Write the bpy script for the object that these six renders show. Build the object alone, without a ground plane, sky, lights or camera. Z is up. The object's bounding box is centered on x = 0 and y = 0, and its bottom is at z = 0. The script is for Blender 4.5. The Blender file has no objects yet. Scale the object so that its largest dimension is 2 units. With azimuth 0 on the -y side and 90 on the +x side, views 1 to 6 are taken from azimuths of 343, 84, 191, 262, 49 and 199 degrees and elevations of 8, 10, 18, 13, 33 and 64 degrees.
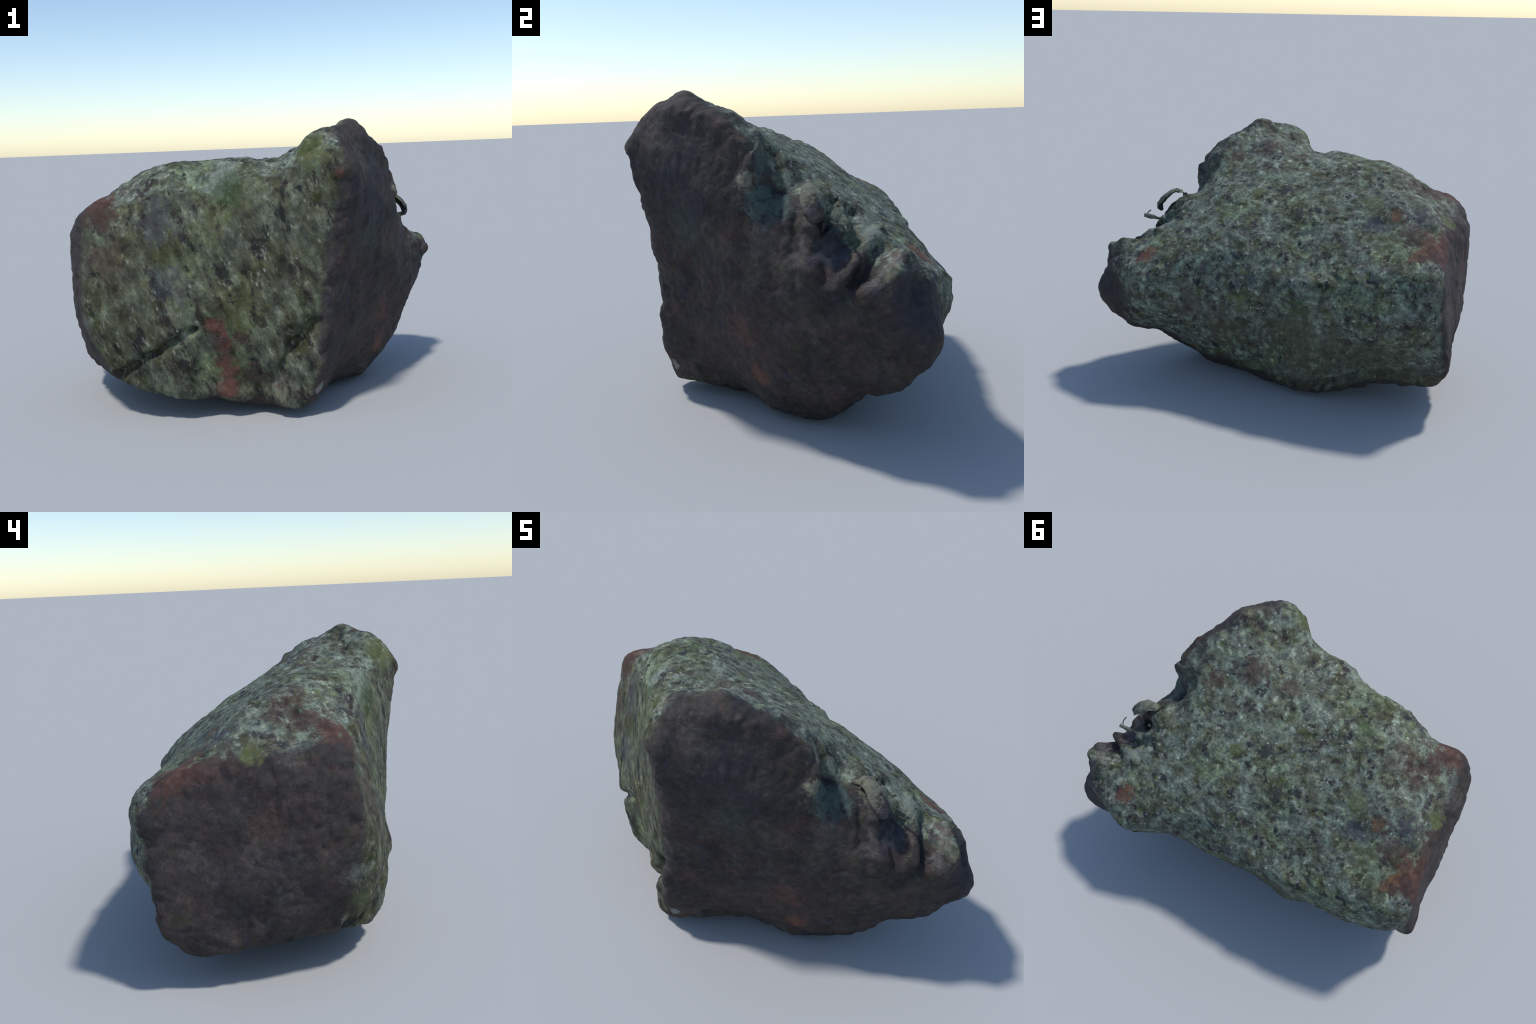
"""A broken boulder of speckled grey-green granite, lying on one edge.

The body is described as a set of broken rock faces (planes) that meet in worn
edges, plus the swells and hollows found on each face, plus gullies, cracks
and ribs that run along short lines.  A closed quad mesh is cast on to that
shape, roughened with seeded noise, and coloured by a procedural stone
material whose stains, mineral patches and painted shade sit where they do on the stone.
"""
import bpy, math
import numpy as np
from mathutils import Vector, noise

# --------------------------------------------------------------------------
# 1. SHAPE OF THE STONE
# --------------------------------------------------------------------------
HEART = np.array((0.0, 0.05, 0.65))      # a point well inside the stone
EDGE_WEAR = 0.028                        # how far the edges are rounded off

# broken faces: name, outward direction, distance from the origin
FACES = [
    ("top", (-0.211, 0.087, 0.974), 1.290),
    ("front", (-0.391, -0.920, 0.023), 0.596),
    ("left", (-0.967, 0.243, 0.075), 1.038),
    ("right", (0.618, -0.770, -0.157), 0.475),
    ("back", (0.012, 0.985, -0.170), 0.520),
    ("bottom", (0.161, -0.233, -0.959), 0.175),
    ("under_left", (-0.185, -0.043, -0.982), 0.056),
    ("under_back", (0.328, 0.546, -0.771), 0.266),
    ("under_right", (0.808, -0.411, -0.421), 0.497),
    ("left_shoulder", (-0.689, 0.189, 0.700), 1.348),
    ("peak_front", (-0.402, -0.683, 0.610), 1.173),
    ("tip", (0.954, 0.300, 0.017), 1.069),
    ("back_right", (0.600, 0.790, -0.126), 0.827),
    ("back_left", (-0.737, 0.672, 0.074), 1.271),
    ("front_left", (-0.961, -0.199, -0.192), 0.853),
    ("top_right", (0.698, 0.189, 0.691), 1.266),
    ("upper_back", (0.093, 0.629, 0.772), 0.931),
    ("peak_top", (0.094, -0.119, 0.988), 1.453),
]

# swells (+) and hollows (-) on each face: centre x y z, radius, height
RELIEF = {
    "top": [
        (-0.26, -0.11, 1.18, 0.09, -0.007), (-0.46, -0.26, 1.16, 0.09, -0.018), (-0.13, -0.34, 1.18, 0.09, -0.027),
        (-0.67, -0.17, 1.10, 0.09, -0.040), (-0.06, -0.25, 1.20, 0.09, -0.042), (0.09, -0.38, 1.28, 0.09, -0.045),
        (-0.02, -0.38, 1.23, 0.09, -0.057), (-0.23, -0.35, 1.20, 0.17, -0.066),
    ],
    "front": [
        (0.11, -0.67, 1.13, 0.06, 0.029), (-0.60, -0.40, 0.35, 0.09, 0.021), (-0.56, -0.39, 0.21, 0.09, 0.019),
        (-0.63, -0.36, 0.52, 0.17, 0.018), (0.14, -0.67, 1.15, 0.09, 0.015), (-0.60, -0.41, 0.46, 0.06, 0.014),
        (-0.28, -0.40, 1.13, 0.06, 0.014), (0.00, -0.60, 0.73, 0.17, -0.008), (-0.02, -0.60, 1.00, 0.17, -0.008),
        (0.07, -0.59, 0.60, 0.06, -0.010), (-0.53, -0.39, 0.22, 0.17, -0.013), (0.01, -0.58, 0.38, 0.06, -0.015),
        (0.08, -0.61, 0.77, 0.06, -0.017), (-0.28, -0.49, 0.40, 0.17, -0.019), (-0.39, -0.36, 1.07, 0.09, -0.019),
        (-0.07, -0.55, 0.19, 0.06, -0.019), (-0.47, -0.43, 0.43, 0.06, -0.022), (-0.93, -0.18, 0.86, 0.17, -0.022),
        (-0.41, -0.38, 0.97, 0.09, -0.024), (-0.56, -0.38, 0.71, 0.09, -0.025), (-0.81, -0.22, 0.95, 0.09, -0.027),
        (-0.09, -0.51, 1.13, 0.09, -0.029), (-0.24, -0.45, 0.12, 0.06, -0.030), (-0.27, -0.50, 0.76, 0.17, -0.034),
        (-0.06, -0.50, 0.35, 0.06, -0.035), (-0.39, -0.43, 0.26, 0.09, -0.040), (-0.21, -0.45, 0.16, 0.06, -0.042),
        (-0.58, -0.32, 0.99, 0.17, -0.050),
    ],
    "left": [
        (-0.95, 0.09, 0.85, 0.09, 0.031), (-0.91, 0.55, 0.34, 0.09, 0.018), (-0.94, 0.29, 0.46, 0.06, 0.011),
        (-0.97, 0.09, 0.76, 0.17, -0.005), (-0.92, 0.46, 0.33, 0.06, -0.009), (-0.99, 0.10, 0.61, 0.09, -0.011),
        (-0.89, 0.40, 0.83, 0.17, -0.018), (-0.94, 0.29, 0.32, 0.06, -0.022), (-0.92, 0.46, 0.50, 0.17, -0.022),
        (-0.88, 0.50, 0.16, 0.09, -0.036),
    ],
    "right": [
        (0.06, -0.55, 0.27, 0.09, 0.029), (0.51, -0.29, 0.67, 0.06, 0.020), (0.58, -0.22, 0.57, 0.06, 0.018),
        (0.59, -0.20, 0.92, 0.09, 0.012), (0.53, -0.15, 0.25, 0.17, -0.007), (0.22, -0.60, 1.26, 0.17, -0.009),
        (0.30, -0.23, 0.09, 0.06, -0.014), (0.57, -0.19, 1.10, 0.09, -0.015), (0.81, 0.01, 0.71, 0.17, -0.020),
        (0.06, -0.54, 0.18, 0.17, -0.021), (0.35, -0.41, 0.58, 0.09, -0.021), (0.53, -0.29, 1.13, 0.09, -0.025),
        (0.45, -0.27, 0.52, 0.17, -0.027), (0.58, -0.21, 0.77, 0.17, -0.028), (0.29, -0.48, 0.86, 0.17, -0.029),
        (0.41, -0.37, 1.21, 0.09, -0.030), (0.10, -0.41, 0.07, 0.09, -0.034), (0.27, -0.47, 0.63, 0.09, -0.035),
        (0.33, -0.49, 1.26, 0.09, -0.035), (0.43, -0.41, 1.19, 0.17, -0.037), (0.21, -0.29, 0.08, 0.09, -0.040),
        (0.10, -0.57, 0.46, 0.17, -0.043), (0.28, -0.35, 0.15, 0.17, -0.052), (0.22, -0.61, 1.24, 0.09, -0.054),
        (0.71, 0.01, 0.84, 0.09, -0.062),
    ],
    "back": [
        (-0.52, 0.65, 0.48, 0.09, 0.031), (-0.72, 0.67, 0.50, 0.09, 0.029), (-0.67, 0.64, 0.54, 0.17, 0.029),
        (-0.88, 0.57, 0.21, 0.17, 0.027), (-0.23, 0.58, 0.30, 0.09, 0.023), (-0.30, 0.56, 0.33, 0.17, 0.006),
        (-0.07, 0.53, 0.27, 0.06, -0.013), (0.52, 0.51, 0.54, 0.09, -0.016), (-0.80, 0.62, 0.40, 0.06, -0.017),
        (-0.28, 0.47, 0.06, 0.17, -0.018), (0.07, 0.45, 0.15, 0.06, -0.033), (0.40, 0.52, 0.56, 0.09, -0.042),
        (0.23, 0.49, 0.34, 0.17, -0.047), (0.03, 0.55, 0.52, 0.17, -0.052), (-0.59, 0.55, 0.14, 0.17, -0.065),
    ],
    "bottom": [
        (0.35, -0.06, 0.04, 0.17, -0.078),
    ],
    "under_left": [
        (-0.29, -0.38, 0.07, 0.09, 0.011), (-0.02, -0.50, 0.04, 0.09, -0.006), (-0.65, -0.27, 0.11, 0.09, -0.009),
        (-0.40, -0.15, 0.08, 0.17, -0.017), (-0.44, 0.24, 0.09, 0.17, -0.029), (-0.41, -0.39, 0.11, 0.09, -0.031),
        (0.04, -0.03, 0.01, 0.17, -0.034), (-0.17, -0.48, 0.07, 0.17, -0.036), (-0.12, 0.23, 0.02, 0.17, -0.037),
        (-0.79, -0.16, 0.16, 0.17, -0.044), (-0.78, 0.22, 0.15, 0.17, -0.057),
    ],
    "under_back": [
        (0.40, 0.21, 0.05, 0.09, 0.027), (0.85, 0.30, 0.27, 0.09, 0.022), (0.76, 0.26, 0.22, 0.17, -0.014),
        (0.58, 0.10, 0.07, 0.17, -0.015), (0.51, 0.17, 0.07, 0.06, -0.025), (0.67, 0.23, 0.17, 0.09, -0.026),
        (0.30, 0.38, 0.18, 0.06, -0.029), (0.28, 0.23, 0.03, 0.17, -0.034), (0.07, 0.46, 0.11, 0.17, -0.044),
        (0.50, 0.45, 0.33, 0.17, -0.114),
    ],
    "under_right": [
        (0.80, 0.22, 0.22, 0.06, 0.012), (0.53, -0.01, 0.05, 0.06, -0.008), (0.75, 0.02, 0.38, 0.17, -0.015),
    ],
    "left_shoulder": [
        (-0.77, -0.14, 1.08, 0.09, -0.006), (-0.76, 0.03, 1.06, 0.09, -0.035), (-0.83, 0.13, 1.00, 0.17, -0.046),
    ],
    "peak_front": [
        (-0.01, -0.55, 1.23, 0.06, 0.013), (0.08, -0.50, 1.29, 0.09, 0.010), (-0.76, -0.16, 1.04, 0.06, -0.025),
    ],
    "tip": [
        (0.98, 0.35, 0.50, 0.09, 0.025), (0.99, 0.33, 0.45, 0.09, 0.018), (0.98, 0.29, 0.56, 0.06, -0.012),
    ],
    "back_right": [
        (0.96, 0.38, 0.47, 0.06, 0.014), (0.88, 0.39, 0.38, 0.06, 0.012), (0.97, 0.35, 0.42, 0.17, -0.030),
    ],
    "front_left": [
        (-0.94, -0.22, 0.51, 0.17, 0.023),
    ],
    "top_right": [
        (0.87, 0.16, 0.72, 0.09, -0.027), (0.85, 0.16, 0.72, 0.09, -0.028), (0.83, 0.16, 0.72, 0.06, -0.029),
        (0.76, 0.11, 0.80, 0.09, -0.052),
    ],
    "upper_back": [
        (-0.11, 0.28, 0.95, 0.06, 0.022), (-0.78, 0.61, 0.81, 0.09, 0.021), (-0.56, 0.24, 1.04, 0.09, 0.019),
        (0.60, 0.10, 0.91, 0.06, 0.017), (-0.36, 0.60, 0.75, 0.17, 0.015), (0.37, -0.25, 1.24, 0.06, 0.013),
        (0.43, 0.46, 0.74, 0.09, 0.011), (0.17, 0.35, 0.87, 0.06, 0.008), (0.35, 0.48, 0.74, 0.17, -0.007),
        (-0.36, 0.07, 1.16, 0.09, -0.007), (0.19, -0.27, 1.26, 0.06, -0.010), (-0.52, 0.09, 1.10, 0.17, -0.010),
        (0.46, -0.31, 1.22, 0.06, -0.012), (-0.27, 0.24, 1.00, 0.17, -0.013), (0.30, -0.00, 1.11, 0.09, -0.014),
        (0.35, 0.17, 0.96, 0.17, -0.014), (0.24, -0.22, 1.22, 0.09, -0.015), (0.87, 0.34, 0.68, 0.09, -0.015),
        (0.17, -0.11, 1.18, 0.09, -0.015), (0.16, 0.54, 0.69, 0.09, -0.016), (-0.52, 0.11, 1.12, 0.09, -0.018),
        (-0.57, 0.38, 0.94, 0.17, -0.018), (-0.36, 0.56, 0.78, 0.09, -0.022), (-0.21, 0.55, 0.77, 0.09, -0.024),
        (-0.03, 0.37, 0.87, 0.17, -0.025), (-0.05, -0.14, 1.18, 0.09, -0.035), (0.00, 0.04, 1.10, 0.17, -0.038),
        (0.30, 0.54, 0.67, 0.09, -0.046), (-0.27, -0.04, 1.16, 0.17, -0.048), (0.54, -0.14, 1.07, 0.17, -0.054),
        (0.74, 0.39, 0.73, 0.17, -0.055), (0.22, -0.22, 1.25, 0.17, -0.056), (0.63, 0.10, 0.92, 0.17, -0.068),
        (0.58, -0.09, 0.98, 0.09, -0.091),
    ],
    "peak_top": [
        (0.28, -0.42, 1.32, 0.06, 0.019), (0.24, -0.43, 1.34, 0.06, 0.016), (0.23, -0.42, 1.32, 0.09, -0.008),
    ],
}

# lines of relief: start, end, half width, height (negative = cut in)
LINES = [
    # edge of the smooth slab on the right-hand face
    ((0.470, -0.343, 0.821), (0.284, -0.475, 0.681), 0.018, 0.010),
    ((0.284, -0.475, 0.681), (0.178, -0.533, 0.637), 0.018, 0.010),
    # the deep crack low on the front face, and the groove and step by its right foot
    ((-0.535, -0.413, 0.423), (-0.617, -0.402, 0.378), 0.0125, -0.058),
    ((-0.617, -0.402, 0.378), (-0.684, -0.352, 0.324), 0.0125, -0.058),
    ((-0.684, -0.352, 0.324), (-0.780, -0.278, 0.256), 0.0125, -0.058),
    ((-0.780, -0.278, 0.256), (-0.840, -0.158, 0.196), 0.0125, -0.058),
    ((0.016, -0.568, 0.450), (-0.082, -0.528, 0.310), 0.022, -0.034),
    ((-0.082, -0.528, 0.310), (-0.152, -0.492, 0.188), 0.022, -0.034),
    ((0.040, -0.560, 0.379), (-0.047, -0.555, 0.268), 0.03, 0.014),
    ((-0.047, -0.555, 0.268), (-0.087, -0.528, 0.159), 0.03, 0.014),
    # the shattered corner: blue-green pocket, gullies, and the ribs that run down between them
    ((0.421, -0.166, 1.173), (0.487, -0.150, 1.125), 0.016, 0.018),
    ((0.487, -0.150, 1.125), (0.558, -0.183, 1.081), 0.016, 0.018),
    ((0.558, -0.183, 1.081), (0.570, -0.230, 0.987), 0.016, 0.018),
    ((0.479, -0.131, 1.112), (0.553, -0.119, 0.981), 0.030, -0.030),
    ((0.553, -0.119, 0.981), (0.633, -0.144, 0.893), 0.030, -0.030),
    ((0.563, 0.027, 0.944), (0.682, -0.008, 0.862), 0.034, 0.020),
    ((0.703, -0.024, 0.813), (0.778, -0.054, 0.697), 0.028, 0.014),
    ((0.665, -0.050, 0.892), (0.729, -0.075, 0.748), 0.013, -0.009),
    ((0.620, 0.096, 0.914), (0.697, 0.046, 0.832), 0.017, -0.032),
    ((0.697, 0.046, 0.832), (0.780, 0.014, 0.758), 0.017, -0.032),
    ((0.641, 0.124, 0.881), (0.688, 0.125, 0.827), 0.013, 0.020),
    ((0.688, 0.125, 0.827), (0.746, 0.083, 0.784), 0.013, 0.020),
    ((0.625, 0.173, 0.864), (0.747, 0.139, 0.775), 0.021, -0.027),
    ((0.747, 0.139, 0.775), (0.823, 0.057, 0.734), 0.021, -0.027),
    ((0.823, 0.057, 0.734), (0.855, 0.021, 0.673), 0.021, -0.027),
    ((0.673, 0.257, 0.803), (0.780, 0.169, 0.743), 0.015, 0.030),
    ((0.780, 0.169, 0.743), (0.878, 0.079, 0.674), 0.015, 0.030),
    ((0.794, 0.233, 0.748), (0.866, 0.162, 0.684), 0.017, -0.026),
    ((0.866, 0.162, 0.684), (0.902, 0.121, 0.663), 0.017, -0.026),
    ((0.856, 0.292, 0.727), (0.928, 0.203, 0.689), 0.023, 0.030),
    ((0.928, 0.203, 0.689), (0.943, 0.148, 0.633), 0.023, 0.030),
    ((0.856, 0.292, 0.727), (0.896, 0.343, 0.680), 0.026, 0.014),
    ((0.881, 0.359, 0.676), (0.959, 0.295, 0.617), 0.018, -0.014),
]

PL_N = np.array([f[1] for f in FACES], float)
PL_N /= np.linalg.norm(PL_N, axis=1)[:, None]
PL_N = PL_N.astype(np.float32)
PL_D = np.array([f[2] for f in FACES], np.float32)
LUMPS = np.array([b for group in RELIEF.values() for b in group], np.float32)


def stone_field(p, lumps=None):
    """Negative inside the stone, positive outside, about metric near the skin."""
    p = p.astype(np.float32)
    g = p @ PL_N.T - PL_D
    m = g.max(-1)
    f = m + EDGE_WEAR * np.log(np.exp((g - m[:, None]) / EDGE_WEAR).sum(-1))
    k = LUMPS if lumps is None else lumps
    q = (p * p).sum(-1)[:, None] - 2 * p @ k[:, :3].T + (k[:, :3] ** 2).sum(-1)
    f -= np.exp(-q / (2 * k[:, 3] ** 2)) @ k[:, 4]
    out = p - HEART.astype(np.float32)
    out /= np.linalg.norm(out, axis=1)[:, None] + 1e-6
    for a, b, w, h in LINES:
        a, b = np.array(a, np.float32), np.array(b, np.float32)
        if h == 0:
            continue
        t = np.clip(((p - a) @ (b - a)) / ((b - a) @ (b - a)), 0, 1)
        v = p - a - t[:, None] * (b - a)
        if h < 0:
            v -= 0.8 * (v * out).sum(-1)[:, None] * out    # cuts reach along the depth
        f -= h * np.exp(-(v * v).sum(-1) / (2 * w * w))
    return f


def cast(directions):
    """Distance from the heart to the skin along each direction."""
    out = np.empty(len(directions))
    for i in range(0, len(directions), 4000):
        d = directions[i:i + 4000]
        # only the lumps that this sheaf of rays can touch
        arm = LUMPS[:, :3] - HEART
        off = np.linalg.norm(arm[:, None] - (arm @ d[::40].T)[..., None] * d[::40], axis=-1).min(1)
        near = LUMPS[off < 3.6 * LUMPS[:, 3] + 0.02]
        lo, f_lo = np.full(len(d), 0.30), np.full(len(d), -0.3)
        hi, f_hi = np.full(len(d), 1.60), np.full(len(d), 0.3)
        todo = np.arange(len(d))
        for r in np.arange(0.42, 1.60, 0.09):           # first crossing outwards
            f = stone_field(HEART + d[todo] * r, near)
            out_side = f > 0
            hi[todo[out_side]], f_hi[todo[out_side]] = r, f[out_side]
            lo[todo[~out_side]], f_lo[todo[~out_side]] = r, f[~out_side]
            todo = todo[~out_side]
            if not len(todo):
                break
        for _ in range(6):                               # close in, false position
            m = np.clip(lo - f_lo * (hi - lo) / (f_hi - f_lo), lo + 0.02 * (hi - lo), hi - 0.02 * (hi - lo))
            f = stone_field(HEART + d * m[:, None], near)
            ins = f < 0
            f_hi = np.where(ins, f_hi * 0.5, f)
            f_lo = np.where(ins, f, f_lo * 0.5)
            lo, hi = np.where(ins, m, lo), np.where(ins, hi, m)
        out[i:i + 4000] = np.where(-f_lo < f_hi, lo, hi)
    return out


def ball_grid(n):
    """Six n x n quad patches welded into one closed ball."""
    index, dirs, quads = {}, [], []
    t = np.tan(np.linspace(-1, 1, n + 1) * math.pi / 4)
    for axis in range(3):
        for sign in (-1, 1):
            ids = np.empty((n + 1, n + 1), int)
            for i in range(n + 1):
                for j in range(n + 1):
                    v = [0.0, 0.0, 0.0]
                    v[axis], v[(axis + 1) % 3], v[(axis + 2) % 3] = sign, t[i], t[j]
                    key = (round(v[0], 6), round(v[1], 6), round(v[2], 6))
                    if key not in index:
                        index[key] = len(dirs)
                        dirs.append(v)
                    ids[i, j] = index[key]
            a, b, c, d = ids[:-1, :-1], ids[1:, :-1], ids[1:, 1:], ids[:-1, 1:]
            q = np.stack([a, b, c, d] if sign > 0 else [a, d, c, b], -1).reshape(-1, 4)
            quads.append(q)
    dirs = np.array(dirs)
    dirs /= np.linalg.norm(dirs, axis=1)[:, None]
    return dirs, np.vstack(quads)


def new_mesh(name, verts, faces, material):
    me = bpy.data.meshes.new(name)
    me.from_pydata([tuple(v) for v in verts], [], [tuple(int(k) for k in f) for f in faces])
    me.validate()
    me.update()
    me.polygons.foreach_set("use_smooth", [True] * len(me.polygons))
    if material:
        me.materials.append(material)
    return me


def vertex_normals(me):
    n = np.empty(len(me.vertices) * 3, np.float32)
    me.vertices.foreach_get("normal", n)
    return n.reshape(-1, 3).astype(float)


CORNER = Vector((0.74, 0.06, 0.83))


def roughen(me):
    """Chipped, pitted skin: three sizes of seeded noise pushed along the normal."""
    co = np.empty(len(me.vertices) * 3, np.float32)
    me.vertices.foreach_get("co", co)
    co = co.reshape(-1, 3).astype(float)
    nrm = vertex_normals(me)
    gaps = np.sort(co @ PL_N.T - PL_D, axis=1)
    edge = np.exp(-(gaps[:, -1] - gaps[:, -2]) / 0.05)      # 1 on an edge between two faces
    h = np.empty(len(co))
    for i, p in enumerate(co):
        v = Vector(p)
        # knobs parted by creases, finer knobs, grit, and chips knocked out; edges are roughest
        big = abs(noise.noise(v * 7.5 + Vector((3.1, 0.7, 9.2)))) * 2.0 - 0.45
        mid = abs(noise.noise(v * 21.0 + Vector((1.3, 5.1, 2.2)))) * 2.0 - 0.45
        fine = noise.noise(v * 58.0 + Vector((8.3, 2.9, 4.4)))
        chip = max(0.0, noise.noise(v * 15.0 + Vector((6.6, 1.2, 0.4))) - 0.20)
        h[i] = 0.001 + 0.003 * edge[i] + (0.55 + 0.9 * edge[i]) * (0.0090 * big + 0.0042 * mid - 0.022 * chip) + 0.0013 * fine
        d = (v - CORNER).length / 0.26                     # the shattered corner is lumpier
        if d < 1.0:
            k = (1.0 - d * d) ** 2
            h[i] += k * (0.016 * noise.noise(v * 19.0) + 0.010 * noise.noise(v * 37.0))
    co += nrm * h[:, None]
    z = co[:, 2] - 0.004                                       # it rests on the ground
    co[:, 2] = np.where(z < 0.03, 0.5 * (z + np.sqrt(z * z + 0.0003)), z + 0.0023)
    co[:, 0] = np.where(co[:, 0] < -0.995, -0.995 + 0.25 * (co[:, 0] + 0.995), co[:, 0])
    me.vertices.foreach_set("co", co.astype(np.float32).ravel())
    me.update()


# --------------------------------------------------------------------------
# 2. STONE MATERIAL
# --------------------------------------------------------------------------
class Nodes:
    """Small helper that strings shader nodes together."""

    def __init__(self, material):
        self.tree = material.node_tree
        self.tree.nodes.clear()

    def node(self, kind, **inputs):
        n = self.tree.nodes.new(kind)
        for k, v in inputs.items():
            if k.startswith("_"):
                setattr(n, k[1:], v)
            else:
                self.set(n.inputs[k.replace("__", " ")], v)
        return n

    def set(self, socket, value):
        if hasattr(value, "links"):
            self.tree.links.new(value, socket)
        elif isinstance(value, (tuple, list)) and len(value) == 3 and socket.type == "RGBA":
            socket.default_value = (*value, 1.0)
        else:
            socket.default_value = value

    def math(self, op, a, b=0.0, c=0.0, clamp=False):
        n = self.node("ShaderNodeMath", _operation=op, _use_clamp=clamp)
        for s, v in zip(n.inputs, (a, b, c)):
            self.set(s, v)
        return n.outputs[0]

    def vmath(self, op, a, b=(0, 0, 0), out=0):
        n = self.node("ShaderNodeVectorMath", _operation=op)
        self.set(n.inputs[0], a)
        self.set(n.inputs[1], b)
        return n.outputs[out]

    def scale(self, v, k):
        n = self.node("ShaderNodeVectorMath", _operation="SCALE")
        self.set(n.inputs[0], v)
        self.set(n.inputs["Scale"], k)
        return n.outputs[0]

    def noise(self, v, scale, detail=3.0, rough=0.55, distort=0.0, colour=False):
        n = self.node("ShaderNodeTexNoise", Vector=v, Scale=scale, Detail=detail,
                      Roughness=rough, Distortion=distort)
        return n.outputs["Color" if colour else "Fac"]

    def step(self, x, lo, hi):
        n = self.node("ShaderNodeMapRange", _interpolation_type="SMOOTHSTEP", Value=x)
        self.set(n.inputs["From Min"], lo)
        self.set(n.inputs["From Max"], hi)
        return n.outputs[0]

    def ramp(self, x, stops, constant=False):
        n = self.node("ShaderNodeValToRGB", Fac=x)
        r = n.color_ramp
        r.interpolation = "CONSTANT" if constant else "LINEAR"
        while len(r.elements) < len(stops):
            r.elements.new(1.0)
        for e, (pos, col) in zip(r.elements, stops):
            e.position, e.color = pos, (*col, 1.0)
        return n.outputs["Color"]

    def mix(self, fac, a, b, mode="MIX"):
        n = self.node("ShaderNodeMix", _data_type="RGBA", _blend_type=mode)
        self.set(n.inputs["Factor"], fac)
        self.set(n.inputs["A"], a)
        self.set(n.inputs["B"], b)
        return n.outputs["Result"]


# where fresh grain gives way to the dark weathered crust: smooth planes laid
# along the old and the new breaks (name, direction, distance)
BREAKS = [
    ("fresh_front", (-0.409, -0.912, -0.016), 0.566), ("fresh_shoulder", (-0.45, 0.20, 0.87), 1.297),
    ("fresh_back", (0.050, 0.986, -0.156), 0.503), ("fresh_slope", (0.563, 0.429, 0.707), 1.180),
    ("fresh_upper_back", (0.125, 0.657, 0.743), 0.907), ("fresh_crown", (0.079, -0.090, 0.993), 1.500),
    ("fresh_back_corner", (0.633, 0.767, -0.109), 0.929), ("fresh_left_corner", (-0.711, 0.703, -0.005), 1.249),
    ("crust_end", (-0.990, 0.120, 0.0), 0.945), ("crust_broken", (0.651, -0.750, -0.115), 0.466),
    ("crust_nose", (0.934, 0.355, -0.026), 1.020), ("crust_sole", (0.123, -0.235, -0.964), 0.140),
    ("crust_sole_left", (-0.168, 0.024, -0.985), 0.037), ("crust_sole_right", (0.763, -0.235, -0.603), 0.553),
    ("brow", (-0.15, 0.10, 0.983), 1.165),
]
FRESH = [b[0] for b in BREAKS if b[0].startswith("fresh")]
CRUST = [b[0] for b in BREAKS if b[0].startswith("crust")]

# stains, mineral patches and shade painted low on the back: x y z, radius, colour, strength, raggedness
RED = (.098,.042,.031)
ORANGE = (.125,.055,.027)
DKRED = (.058,.032,.028)
PINK = (.12,.094,.085)
TEAL = (.062,.094,.086)
CREAM = (.155,.158,.118)
OLIVE = (.085,.10,.035)
BLUE = (.045,.05,.062)
DARK = (.028,.03,.033)
GREEN = (.050,.085,.033)
GREYP = (.115,.11,.106)
PALE = (.17,.20,.175)
BROWN = (.085,.07,.055)

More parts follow.
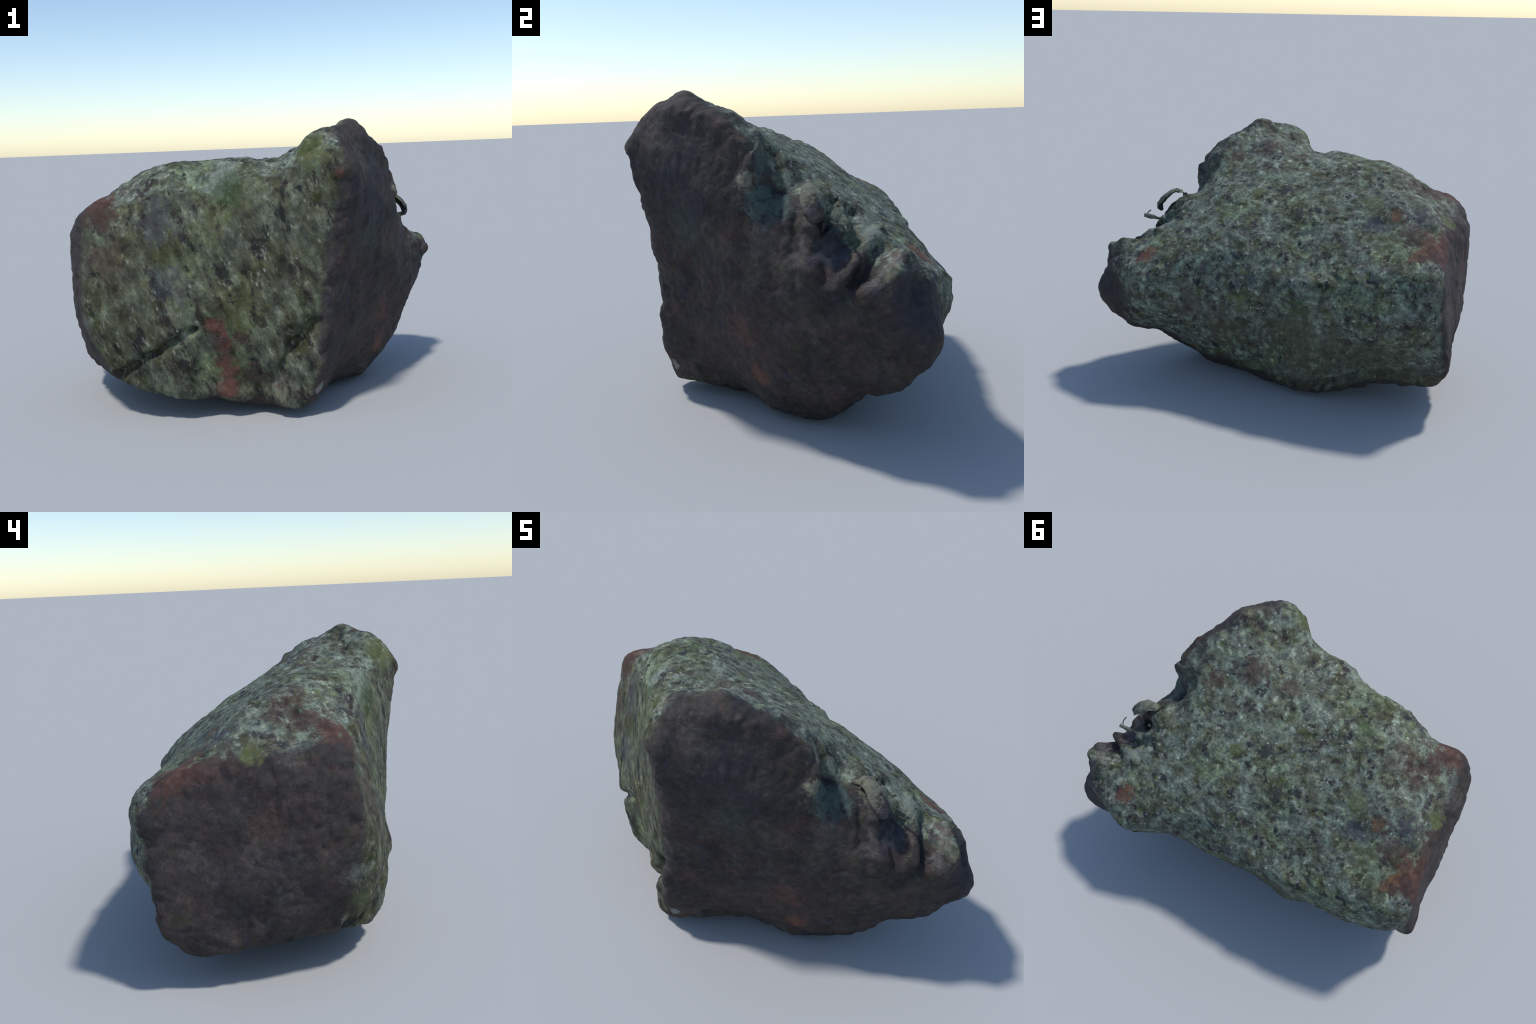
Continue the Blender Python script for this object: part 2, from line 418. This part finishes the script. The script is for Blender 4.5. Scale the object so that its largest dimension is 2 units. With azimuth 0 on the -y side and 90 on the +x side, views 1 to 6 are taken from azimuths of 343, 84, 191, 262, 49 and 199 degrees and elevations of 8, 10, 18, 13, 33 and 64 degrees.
PATCHES = {
    "iron stains along the left edge of the top'": [
        (-.86,-.12,1.00,.09,RED,.9,.6),
        (-.80,-.04,1.04,.09,DKRED,.75,.9),
        (-.72,.06,1.08,.09,DKRED,.6,1.1),
        (-.62,.02,1.11,.08,DKRED,.4,1.2),
        (-.86,-.15,.96,.09,DKRED,.85,.6),
        (-.83,.52,.86,.08,RED,.85,.7),
        (-.86,.44,.88,.06,RED,.75,.8),
        (-.87,.36,.90,.06,DKRED,.75,.9),
        (-.78,.46,.90,.08,RED,.75,.9),
        (-.74,.53,.87,.06,ORANGE,.7,.8),
        (-.80,.55,.82,.07,DKRED,.8,.7),
        (-.88,.28,.91,.05,DKRED,.6,.9),
        (-.62,.318,.985,.045,ORANGE,.7,.9),
        (-.70,.40,.94,.08,DKRED,.5,1.1),
    ],
    "iron stains at the right end and under the peak'": [
        (.705,.405,.705,.055,RED,.85,.6),
        (.66,.40,.73,.04,ORANGE,.5,.8),
        (.147,-.188,1.22,.07,DKRED,.7,.9),
        (.322,-.127,1.17,.05,DKRED,.6,.9),
        (.10,-.676,1.10,.025,RED,.8,.5),
    ],
    "dark and coloured grains on the top'": [
        (.001,.124,1.041,.045,DARK,.85,.6),
        (-.099,.301,.95,.045,DARK,.75,.9),
        (-.486,.361,.94,.065,BLUE,.8,.7),
        (-.737,.325,.985,.075,BLUE,.7,.8),
        (-.621,.605,.80,.06,DARK,.6,1.),
        (-.478,.257,1.01,.06,OLIVE,.6,.8),
        (.14,.16,1.02,.045,OLIVE,.7,.7),
        (-.444,-.052,1.165,.04,GREEN,.7,.7),
        (-.044,-.172,1.165,.06,BROWN,.6,.9),
    ],
    "front face'": [
        (-.41,-.42,.44,.05,RED,.9,.4),
        (-.385,-.42,.37,.055,RED,.9,.5),
        (-.37,-.42,.29,.05,DKRED,.8,.6),
        (-.36,-.42,.22,.06,RED,.8,.6),
        (-.36,-.41,.14,.055,RED,.9,.5),
        (-.30,-.45,.40,.05,DKRED,.7,.7),
        (-.43,-.42,.37,.05,DARK,.6,.8),
        (-.25,-.44,.20,.06,DKRED,.5,.8),
        (-.10,-.47,.13,.08,PINK,.35,.9),
        (-.365,-.36,1.085,.075,PALE,.7,.6),
        (-.33,-.395,1.045,.09,GREEN,.6,.6),
        (-.20,-.42,1.03,.07,OLIVE,.5,.8),
        (-.283,-.461,.511,.10,OLIVE,.5,.9),
        (.00,-.56,1.20,.08,OLIVE,.75,.6),
        (-.40,-.42,.92,.08,OLIVE,.4,.8),
        (-.613,-.382,.645,.10,BLUE,.45,.9),
        (-.622,-.28,.91,.10,BLUE,.55,.9),
        (-.85,-.23,.75,.09,DKRED,.4,1.),
        (-.95,-.17,.46,.06,PALE,.35,.9),
        (-.90,-.19,.33,.07,OLIVE,.5,.9),
    ],
    "left face'": [
        (-.94,.25,.62,.42,(.046,.036,.036),.45,.5),
        (-.872,.207,.945,.05,OLIVE,.7,.6),
        (-.90,.06,.93,.06,GREYP,.35,.9),
        (-.962,.157,.70,.09,(.075,.045,.04),.7,.8),
        (-.959,.235,.575,.055,(.10,.08,.07),.5,.9),
        (-.91,.451,.566,.055,(.085,.075,.068),.4,.9),
        (-.967,.108,.40,.05,GREYP,.25,.9),
    ],
    "back'": [
        (-.05,.60,.34,.22,(.058,.056,.036),.55,.8),  # this and next three: lower back darkened, partly shade painted into the colour
        (-.45,.60,.30,.20,(.060,.054,.036),.55,.8),
        (.25,.52,.36,.18,(.058,.050,.036),.6,.8),
        (-.75,.62,.25,.12,(.05,.042,.034),.6,.8),
        (-.163,.60,.54,.07,GREEN,.6,.8),
        (.15,.54,.55,.06,OLIVE,.6,.8),
        (.113,.56,.675,.05,BLUE,.6,.8),
        (-.161,.53,.16,.12,BROWN,.5,.8),
        (.447,.48,.46,.11,(.075,.055,.045),.6,.8),
        (-.25,.55,.35,.20,(.085,.085,.055),.5,.8),
        (-.6,.55,.3,.16,(.08,.085,.055),.5,.8),
    ],
    "broken corner on the right'": [
        (.33,-.38,1.31,.07,(.040,.037,.042),.8,.8),
        (.40,-.28,1.28,.06,(.040,.037,.042),.7,.9),
        (.45,-.22,1.22,.06,(.045,.043,.042),.7,.9),
        (.25,-.46,1.335,.06,(.060,.050,.045),.7,.9),
        (.50,-.15,1.16,.05,(.035,.04,.042),.7,.8),
        (.60,-.14,.92,.10,TEAL,.85,.5),
        (.54,-.14,1.05,.07,TEAL,.6,.7),
        (.57,-.225,.99,.045,CREAM,.75,.5),
        (.51,-.20,1.10,.05,(.09,.10,.08),.6,.7),
        (.53,-.21,1.06,.03,RED,.6,.6),
        (.70,-.03,.97,.07,CREAM,.8,.5),
        (.64,-.02,.99,.06,CREAM,.5,.8),
        (.72,.00,.88,.05,GREYP,.5,.7),
        (.68,.09,.84,.07,TEAL,.6,.6),
        (.76,.06,.74,.07,BLUE,.7,.6),
        (.705,.22,.80,.045,PALE,.7,.6),
        (.80,.13,.71,.04,PINK,.6,.7),
        (.845,.085,.667,.025,CREAM,.7,.5),
        (.88,.25,.70,.06,PINK,.7,.7),
        (.92,.18,.64,.05,GREYP,.7,.7),
        (.85,.20,.72,.035,DARK,.7,.5),
    ],
    "right face'": [
        (.26,-.44,1.02,.24,(.031,.032,.039),.55,.5),
        (.52,-.20,.36,.20,(.056,.036,.032),.5,.9),
        (.25,-.40,.30,.16,(.046,.036,.033),.5,.9),
        (.96,.33,.56,.15,(.033,.031,.037),.9,.5),
        (.93,.32,.67,.07,(.04,.037,.04),.8,.6),
        (.86,.42,.47,.12,(.036,.033,.033),.8,.7),
        (.30,-.42,.80,.12,(.045,.052,.05),.5,.7),
        (.62,-.18,.80,.09,(.085,.07,.065),.5,.8),
        (.505,-.26,.40,.07,(.10,.05,.04),.6,.9),
        (.496,-.19,.22,.06,(.12,.055,.04),.7,.8),
        (.641,-.02,.20,.018,(.35,.42,.42),.8,.4),
        (.04,-.535,.137,.03,(.25,.26,.25),.6,.8),
        (.22,-.55,1.15,.10,(.075,.068,.06),.5,.9),
    ],
}


def grain(g, v):
    """Mixed crystals: grey-green ground, olive and aqua clouds, dark and pale grains."""
    col = g.ramp(g.noise(v, 10, 5, 0.64, 0.3),
                 [(0.32, (0.046, 0.050, 0.026)), (0.43, (0.080, 0.088, 0.060)), (0.51, (0.108, 0.126, 0.098)),
                  (0.59, (0.118, 0.148, 0.124)), (0.70, (0.172, 0.198, 0.152))])
    light = g.ramp(g.noise(v, 27, 6, 0.70, 0.2),
                   [(0.30, (0.28, 0.28, 0.33)), (0.42, (0.66, 0.67, 0.68)), (0.52, (1.08, 1.07, 1.02)), (0.60, (1.48, 1.50, 1.40)), (0.72, (2.3, 2.35, 2.2))])
    for k, (scale, lo, hi, strength, tone) in enumerate((
            (16, .53, .63, .60, (0.080, 0.070, 0.061)),          # brownish feldspar
            (13, .57, .63, .88, (0.017, 0.019, 0.027)),          # black mica clots
            (18, .57, .63, .84, (0.030, 0.022, 0.024)),          # dark purple grains
            (14, .58, .66, .75, (0.050, 0.062, 0.019)),          # olive grains
            (18, .55, .65, .72, (0.190, 0.226, 0.200)),          # aqua-grey grains
            (34, .57, .68, .62, (0.290, 0.325, 0.290)))):        # pale crystals
        n = g.noise(g.vmath("ADD", v, (3.7 * k + 1, 5.1 * k, 2.3 * k)), scale, 5, 0.66, 0.15)
        col = g.mix(g.math("MULTIPLY", g.step(n, lo, hi), strength), col, tone)
    col = g.mix(1.0, col, light, "MULTIPLY")
    vor = g.node("ShaderNodeTexVoronoi", Vector=v, Scale=40)
    pick = g.node("ShaderNodeSeparateColor", Color=vor.outputs["Color"])
    spark = g.math("MULTIPLY", g.step(vor.outputs["Distance"], 0.26, 0.05), g.math("GREATER_THAN", pick.outputs[0], 0.90))
    return g.mix(g.math("MULTIPLY", spark, 0.65), col, (0.46, 0.52, 0.50))


def stone_material(name, patches):
    m = bpy.data.materials.new(name)
    m.use_nodes = True
    g = Nodes(m)
    pos = g.node("ShaderNodeTexCoord").outputs["Object"]
    ragged = g.vmath("SUBTRACT", g.noise(pos, 9, 5, 0.65, colour=True), (.5, .5, .5))
    wob = g.vmath("ADD", pos, g.scale(ragged, 0.120))

    # --- fresh grain: round grains on the bedding, grains drawn out on the front
    table = {b[0]: b for b in BREAKS}

    def beyond(name, v):
        n = Vector(table[name][1]).normalized()
        return g.math("SUBTRACT", g.vmath("DOT_PRODUCT", v, tuple(n), out=1), table[name][2])

    def furthest(names):
        x = beyond(names[0], wob)
        for k in names[1:]:
            x = g.math("MAXIMUM", x, beyond(k, wob))
        return x

    turned = g.node("ShaderNodeMapping", Vector=pos, Rotation=(0.0, math.radians(25), 0.0))
    drawn = g.node("ShaderNodeMapping", Vector=turned.outputs[0], Scale=(0.88, 0.88, 0.38))
    is_front = g.step(g.math("SUBTRACT", beyond("fresh_front", wob), beyond("brow", wob)), -0.012, 0.012)
    where = g.node("ShaderNodeMix", _data_type="VECTOR")
    g.set(where.inputs["Factor"], is_front)
    for s_, v_ in zip([s for s in where.inputs if s.type == "VECTOR"][-2:], (pos, drawn.outputs[0])):
        g.set(s_, v_)
    fresh = grain(g, [s for s in where.outputs if s.type == "VECTOR"][0])
    fresh = g.mix(is_front, fresh, g.mix(1.0, fresh, (0.64, 0.60, 0.52), "MULTIPLY"))
    tint = g.noise(pos, 3.4, 3, 0.6)
    fresh = g.mix(g.math("MULTIPLY", g.step(tint, 0.50, 0.66), 0.55), fresh, (0.90, 1.0, 0.66), "MULTIPLY")
    fresh = g.mix(g.math("MULTIPLY", g.step(g.noise(pos, 4.5, 2), 0.54, 0.68), 0.5), fresh, (0.82, 0.80, 0.86), "MULTIPLY")

    # --- weathered crust: dull brown with purple, olive and grey clouds
    cloud = g.noise(pos, 7.5, 6, 0.66, 0.5)
    crust = g.ramp(cloud, [(0.30, (0.020, 0.018, 0.019)), (0.46, (0.034, 0.029, 0.028)),
                           (0.58, (0.049, 0.041, 0.037)), (0.74, (0.088, 0.075, 0.066))])
    for seed, scale, lo, hi, tone in ((1, 9, .53, .64, (0.056, 0.032, 0.030)), (5, 11, .54, .66, (0.042, 0.042, 0.024)),
                                      (9, 13, .55, .66, (0.034, 0.032, 0.047)), (13, 8, .55, .66, (0.035, 0.043, 0.040))):
        n_ = g.noise(g.vmath("ADD", pos, (seed, 2 * seed, 3)), scale, 5, .66, 0.4)
        crust = g.mix(g.math("MULTIPLY", g.step(n_, lo, hi), 0.62), crust, tone)
    speck = g.ramp(g.noise(pos, 34, 5, 0.7, 0.4), [(0.32, (0.55, 0.55, 0.57)), (0.48, (0.92, 0.92, 0.92)),
                                                 (0.58, (1.15, 1.13, 1.12)), (0.74, (2.0, 1.95, 1.9))])
    crust = g.mix(0.85, crust, speck, "MULTIPLY")

    edge = g.math("SUBTRACT", furthest(CRUST), furthest(FRESH))
    crusted = g.step(edge, -0.030, 0.020)
    col = g.mix(crusted, fresh, crust)

    # --- stains, mineral patches and the back's painted shade
    frayed = g.math("MULTIPLY", g.math("SUBTRACT", g.noise(pos, 28, 5, 0.7), 0.5), 3.2)
    for (x, y, z, r, colour, strength, rag) in patches:
        d = g.vmath("DISTANCE", g.vmath("ADD", pos, g.scale(ragged, rag * r * 2.6)), (x, y, z), out=1)
        m_ = g.math("ADD", g.math("DIVIDE", d, r), frayed)
        m_ = g.math("MULTIPLY", g.step(m_, 1.10, 0.55), strength)
        col = g.mix(m_, col, g.mix(0.75, colour, speck, "MULTIPLY"))

    bump = g.node("ShaderNodeBump", Strength=0.35, Distance=0.012,
                  Height=g.math("ADD", g.noise(pos, 90, 4, 0.6), g.math("MULTIPLY", cloud, 0.6)))
    bsdf = g.node("ShaderNodeBsdfPrincipled", Base__Color=col, Roughness=0.78, Normal=bump.outputs[0])
    bsdf.inputs["Specular IOR Level"].default_value = 0.25
    out = g.node("ShaderNodeOutputMaterial", Surface=bsdf.outputs[0])
    return m


# --------------------------------------------------------------------------
# 3. LOOSE FLAKES IN THE BROKEN CORNER
# --------------------------------------------------------------------------
def tongue(spine, widths, arch, thick, steps=14, across=9, seed=0):
    """A curled flake: an arched cross-section swept along a bent spine, with real thickness."""
    pts = [Vector(p) for p in spine]
    verts, faces = [], []
    rows = []
    for s in range(steps + 1):
        u = s / steps * (len(pts) - 1)
        k = min(int(u), len(pts) - 2)
        t = u - k
        p0, p1, p2, p3 = pts[max(k - 1, 0)], pts[k], pts[k + 1], pts[min(k + 2, len(pts) - 1)]
        c = 0.5 * (2 * p1 + (p2 - p0) * t + (2 * p0 - 5 * p1 + 4 * p2 - p3) * t * t + (3 * p1 - p0 - 3 * p2 + p3) * t ** 3)
        along = (p2 - p1).normalized()
        w = widths[k] * (1 - t) + widths[k + 1] * t
        out = (c - Vector(HEART)).normalized()
        side = along.cross(out).normalized()
        up = side.cross(along).normalized()
        ring = []
        for a in range(across):
            x = a / (across - 1) * 2 - 1
            n = noise.noise(c * 40 + side * x * 2 + Vector((seed, 0, 0)))
            q = c + side * (x * w * (1 + 0.25 * n)) + up * (arch * w * (1 - x * x) + 0.15 * w * n)
            ring.append((q + up * thick * 0.5 * (1.05 - x * x), q - up * thick * 0.5 * (1.05 - x * x)))
        rows.append(ring)
    def put(v):
        verts.append(v)
        return len(verts) - 1
    top = [[put(r[a][0]) for a in range(across)] for r in rows]
    low = [[put(r[a][1]) for a in range(across)] for r in rows]
    for s in range(steps):
        for a in range(across - 1):
            faces.append((top[s][a], top[s + 1][a], top[s + 1][a + 1], top[s][a + 1]))
            faces.append((low[s][a], low[s][a + 1], low[s + 1][a + 1], low[s + 1][a]))
        faces.append((top[s][0], low[s][0], low[s + 1][0], top[s + 1][0]))
        faces.append((top[s][-1], top[s + 1][-1], low[s + 1][-1], low[s][-1]))
    for s, flip in ((0, False), (steps, True)):
        for a in range(across - 1):
            f = (top[s][a], top[s][a + 1], low[s][a + 1], low[s][a])
            faces.append(f[::-1] if flip else f)
    return verts, faces


# spine points, half widths, arch, thickness
FLAKES = [
    # the curled lobe standing clear of the edge
    ([(0.580, -0.005, 0.920), (0.612, 0.000, 0.958), (0.660, 0.004, 0.958), (0.712, 0.003, 0.918), (0.748, 0.000, 0.876), (0.738, -0.005, 0.848)],
     [0.016, 0.024, 0.038, 0.046, 0.038, 0.010], 0.45, 0.011),
    # splinter sticking out of the gully, with its side prong
    ([(0.680, 0.120, 0.830), (0.726, 0.106, 0.828), (0.770, 0.100, 0.834), (0.812, 0.094, 0.840)], [0.016, 0.007, 0.014, 0.012], 0.3, 0.007),
    ([(0.790, 0.098, 0.838), (0.800, 0.070, 0.846), (0.789, 0.048, 0.858)], [0.012, 0.006, 0.004], 0.2, 0.006),
    # small chips lodged down the gully
    ([(0.600, 0.104, 0.902), (0.603, 0.109, 0.915), (0.597, 0.115, 0.927)], [0.004, 0.010, 0.004], 0.35, 0.007),
    ([(0.647, 0.069, 0.863), (0.649, 0.072, 0.878), (0.643, 0.076, 0.892)], [0.004, 0.009, 0.004], 0.35, 0.007),
    ([(0.692, 0.035, 0.809), (0.693, 0.040, 0.827), (0.687, 0.046, 0.843)], [0.005, 0.012, 0.005], 0.35, 0.007),
    ([(0.687, 0.109, 0.808), (0.692, 0.127, 0.815), (0.689, 0.147, 0.820)], [0.005, 0.012, 0.005], 0.35, 0.007),
]


def add_flakes(root, stone):
    for i, (spine, widths, arch, thick) in enumerate(FLAKES):
        verts, faces = tongue(spine, widths, arch, thick, seed=i * 3.7)
        ob = bpy.data.objects.new("stone_flake", new_mesh("stone_flake", verts, faces, stone))
        ob.parent = root
        bpy.context.scene.collection.objects.link(ob)


# --------------------------------------------------------------------------
# 4. MATERIALS BY SIDE OF THE STONE
# --------------------------------------------------------------------------
SIDES = {
    "upper_side": ("top", "left_shoulder", "peak_top", "upper_back", "top_right"),
    "front_side": ("front", "peak_front", "front_left"),
    "end_side": ("left", "back_left", "under_left"),
    "broken_side": ("right", "tip", "under_right"),
    "rear_side": ("back", "back_right", "under_back", "bottom"),
}


def clothe(me):
    """One stone material per side, all alike but each with the patches that reach it."""
    centre = np.empty(len(me.polygons) * 3, np.float32)
    me.polygons.foreach_get("center", centre)
    centre = centre.reshape(-1, 3)
    owner = (centre @ PL_N.T - PL_D).argmax(1)
    names = [f[0] for f in FACES]
    slot = np.zeros(len(centre), np.int32)
    materials = {}
    for k, (side, faces) in enumerate(SIDES.items()):
        mine = np.isin(owner, [names.index(f) for f in faces])
        slot[mine] = k
        skin = centre[mine]
        patches = [p for region in PATCHES.values() for p in region
                   if ((skin - np.array(p[:3])) ** 2).sum(1).min() < (1.9 * p[3] + 0.02) ** 2]
        materials[side] = stone_material("speckled_stone_" + side, patches)
        me.materials.append(materials[side])
    me.polygons.foreach_set("material_index", slot)
    me.update()
    return materials


# --------------------------------------------------------------------------
# 5. BUILD
# --------------------------------------------------------------------------
def build():
    root = bpy.data.objects.new("boulder", None)
    root["label"] = "broken boulder of speckled grey-green granite with brown crust"
    root["category"] = "rock"
    bpy.context.scene.collection.objects.link(root)

    dirs, quads = ball_grid(GRID)
    verts = HEART + dirs * cast(dirs)[:, None]
    me = new_mesh("stone_body", verts, quads, None)
    roughen(me)
    materials = clothe(me)
    body = bpy.data.objects.new("stone_body", me)
    body.parent = root
    bpy.context.scene.collection.objects.link(body)
    add_flakes(root, materials["broken_side"])


GRID = 168
build()
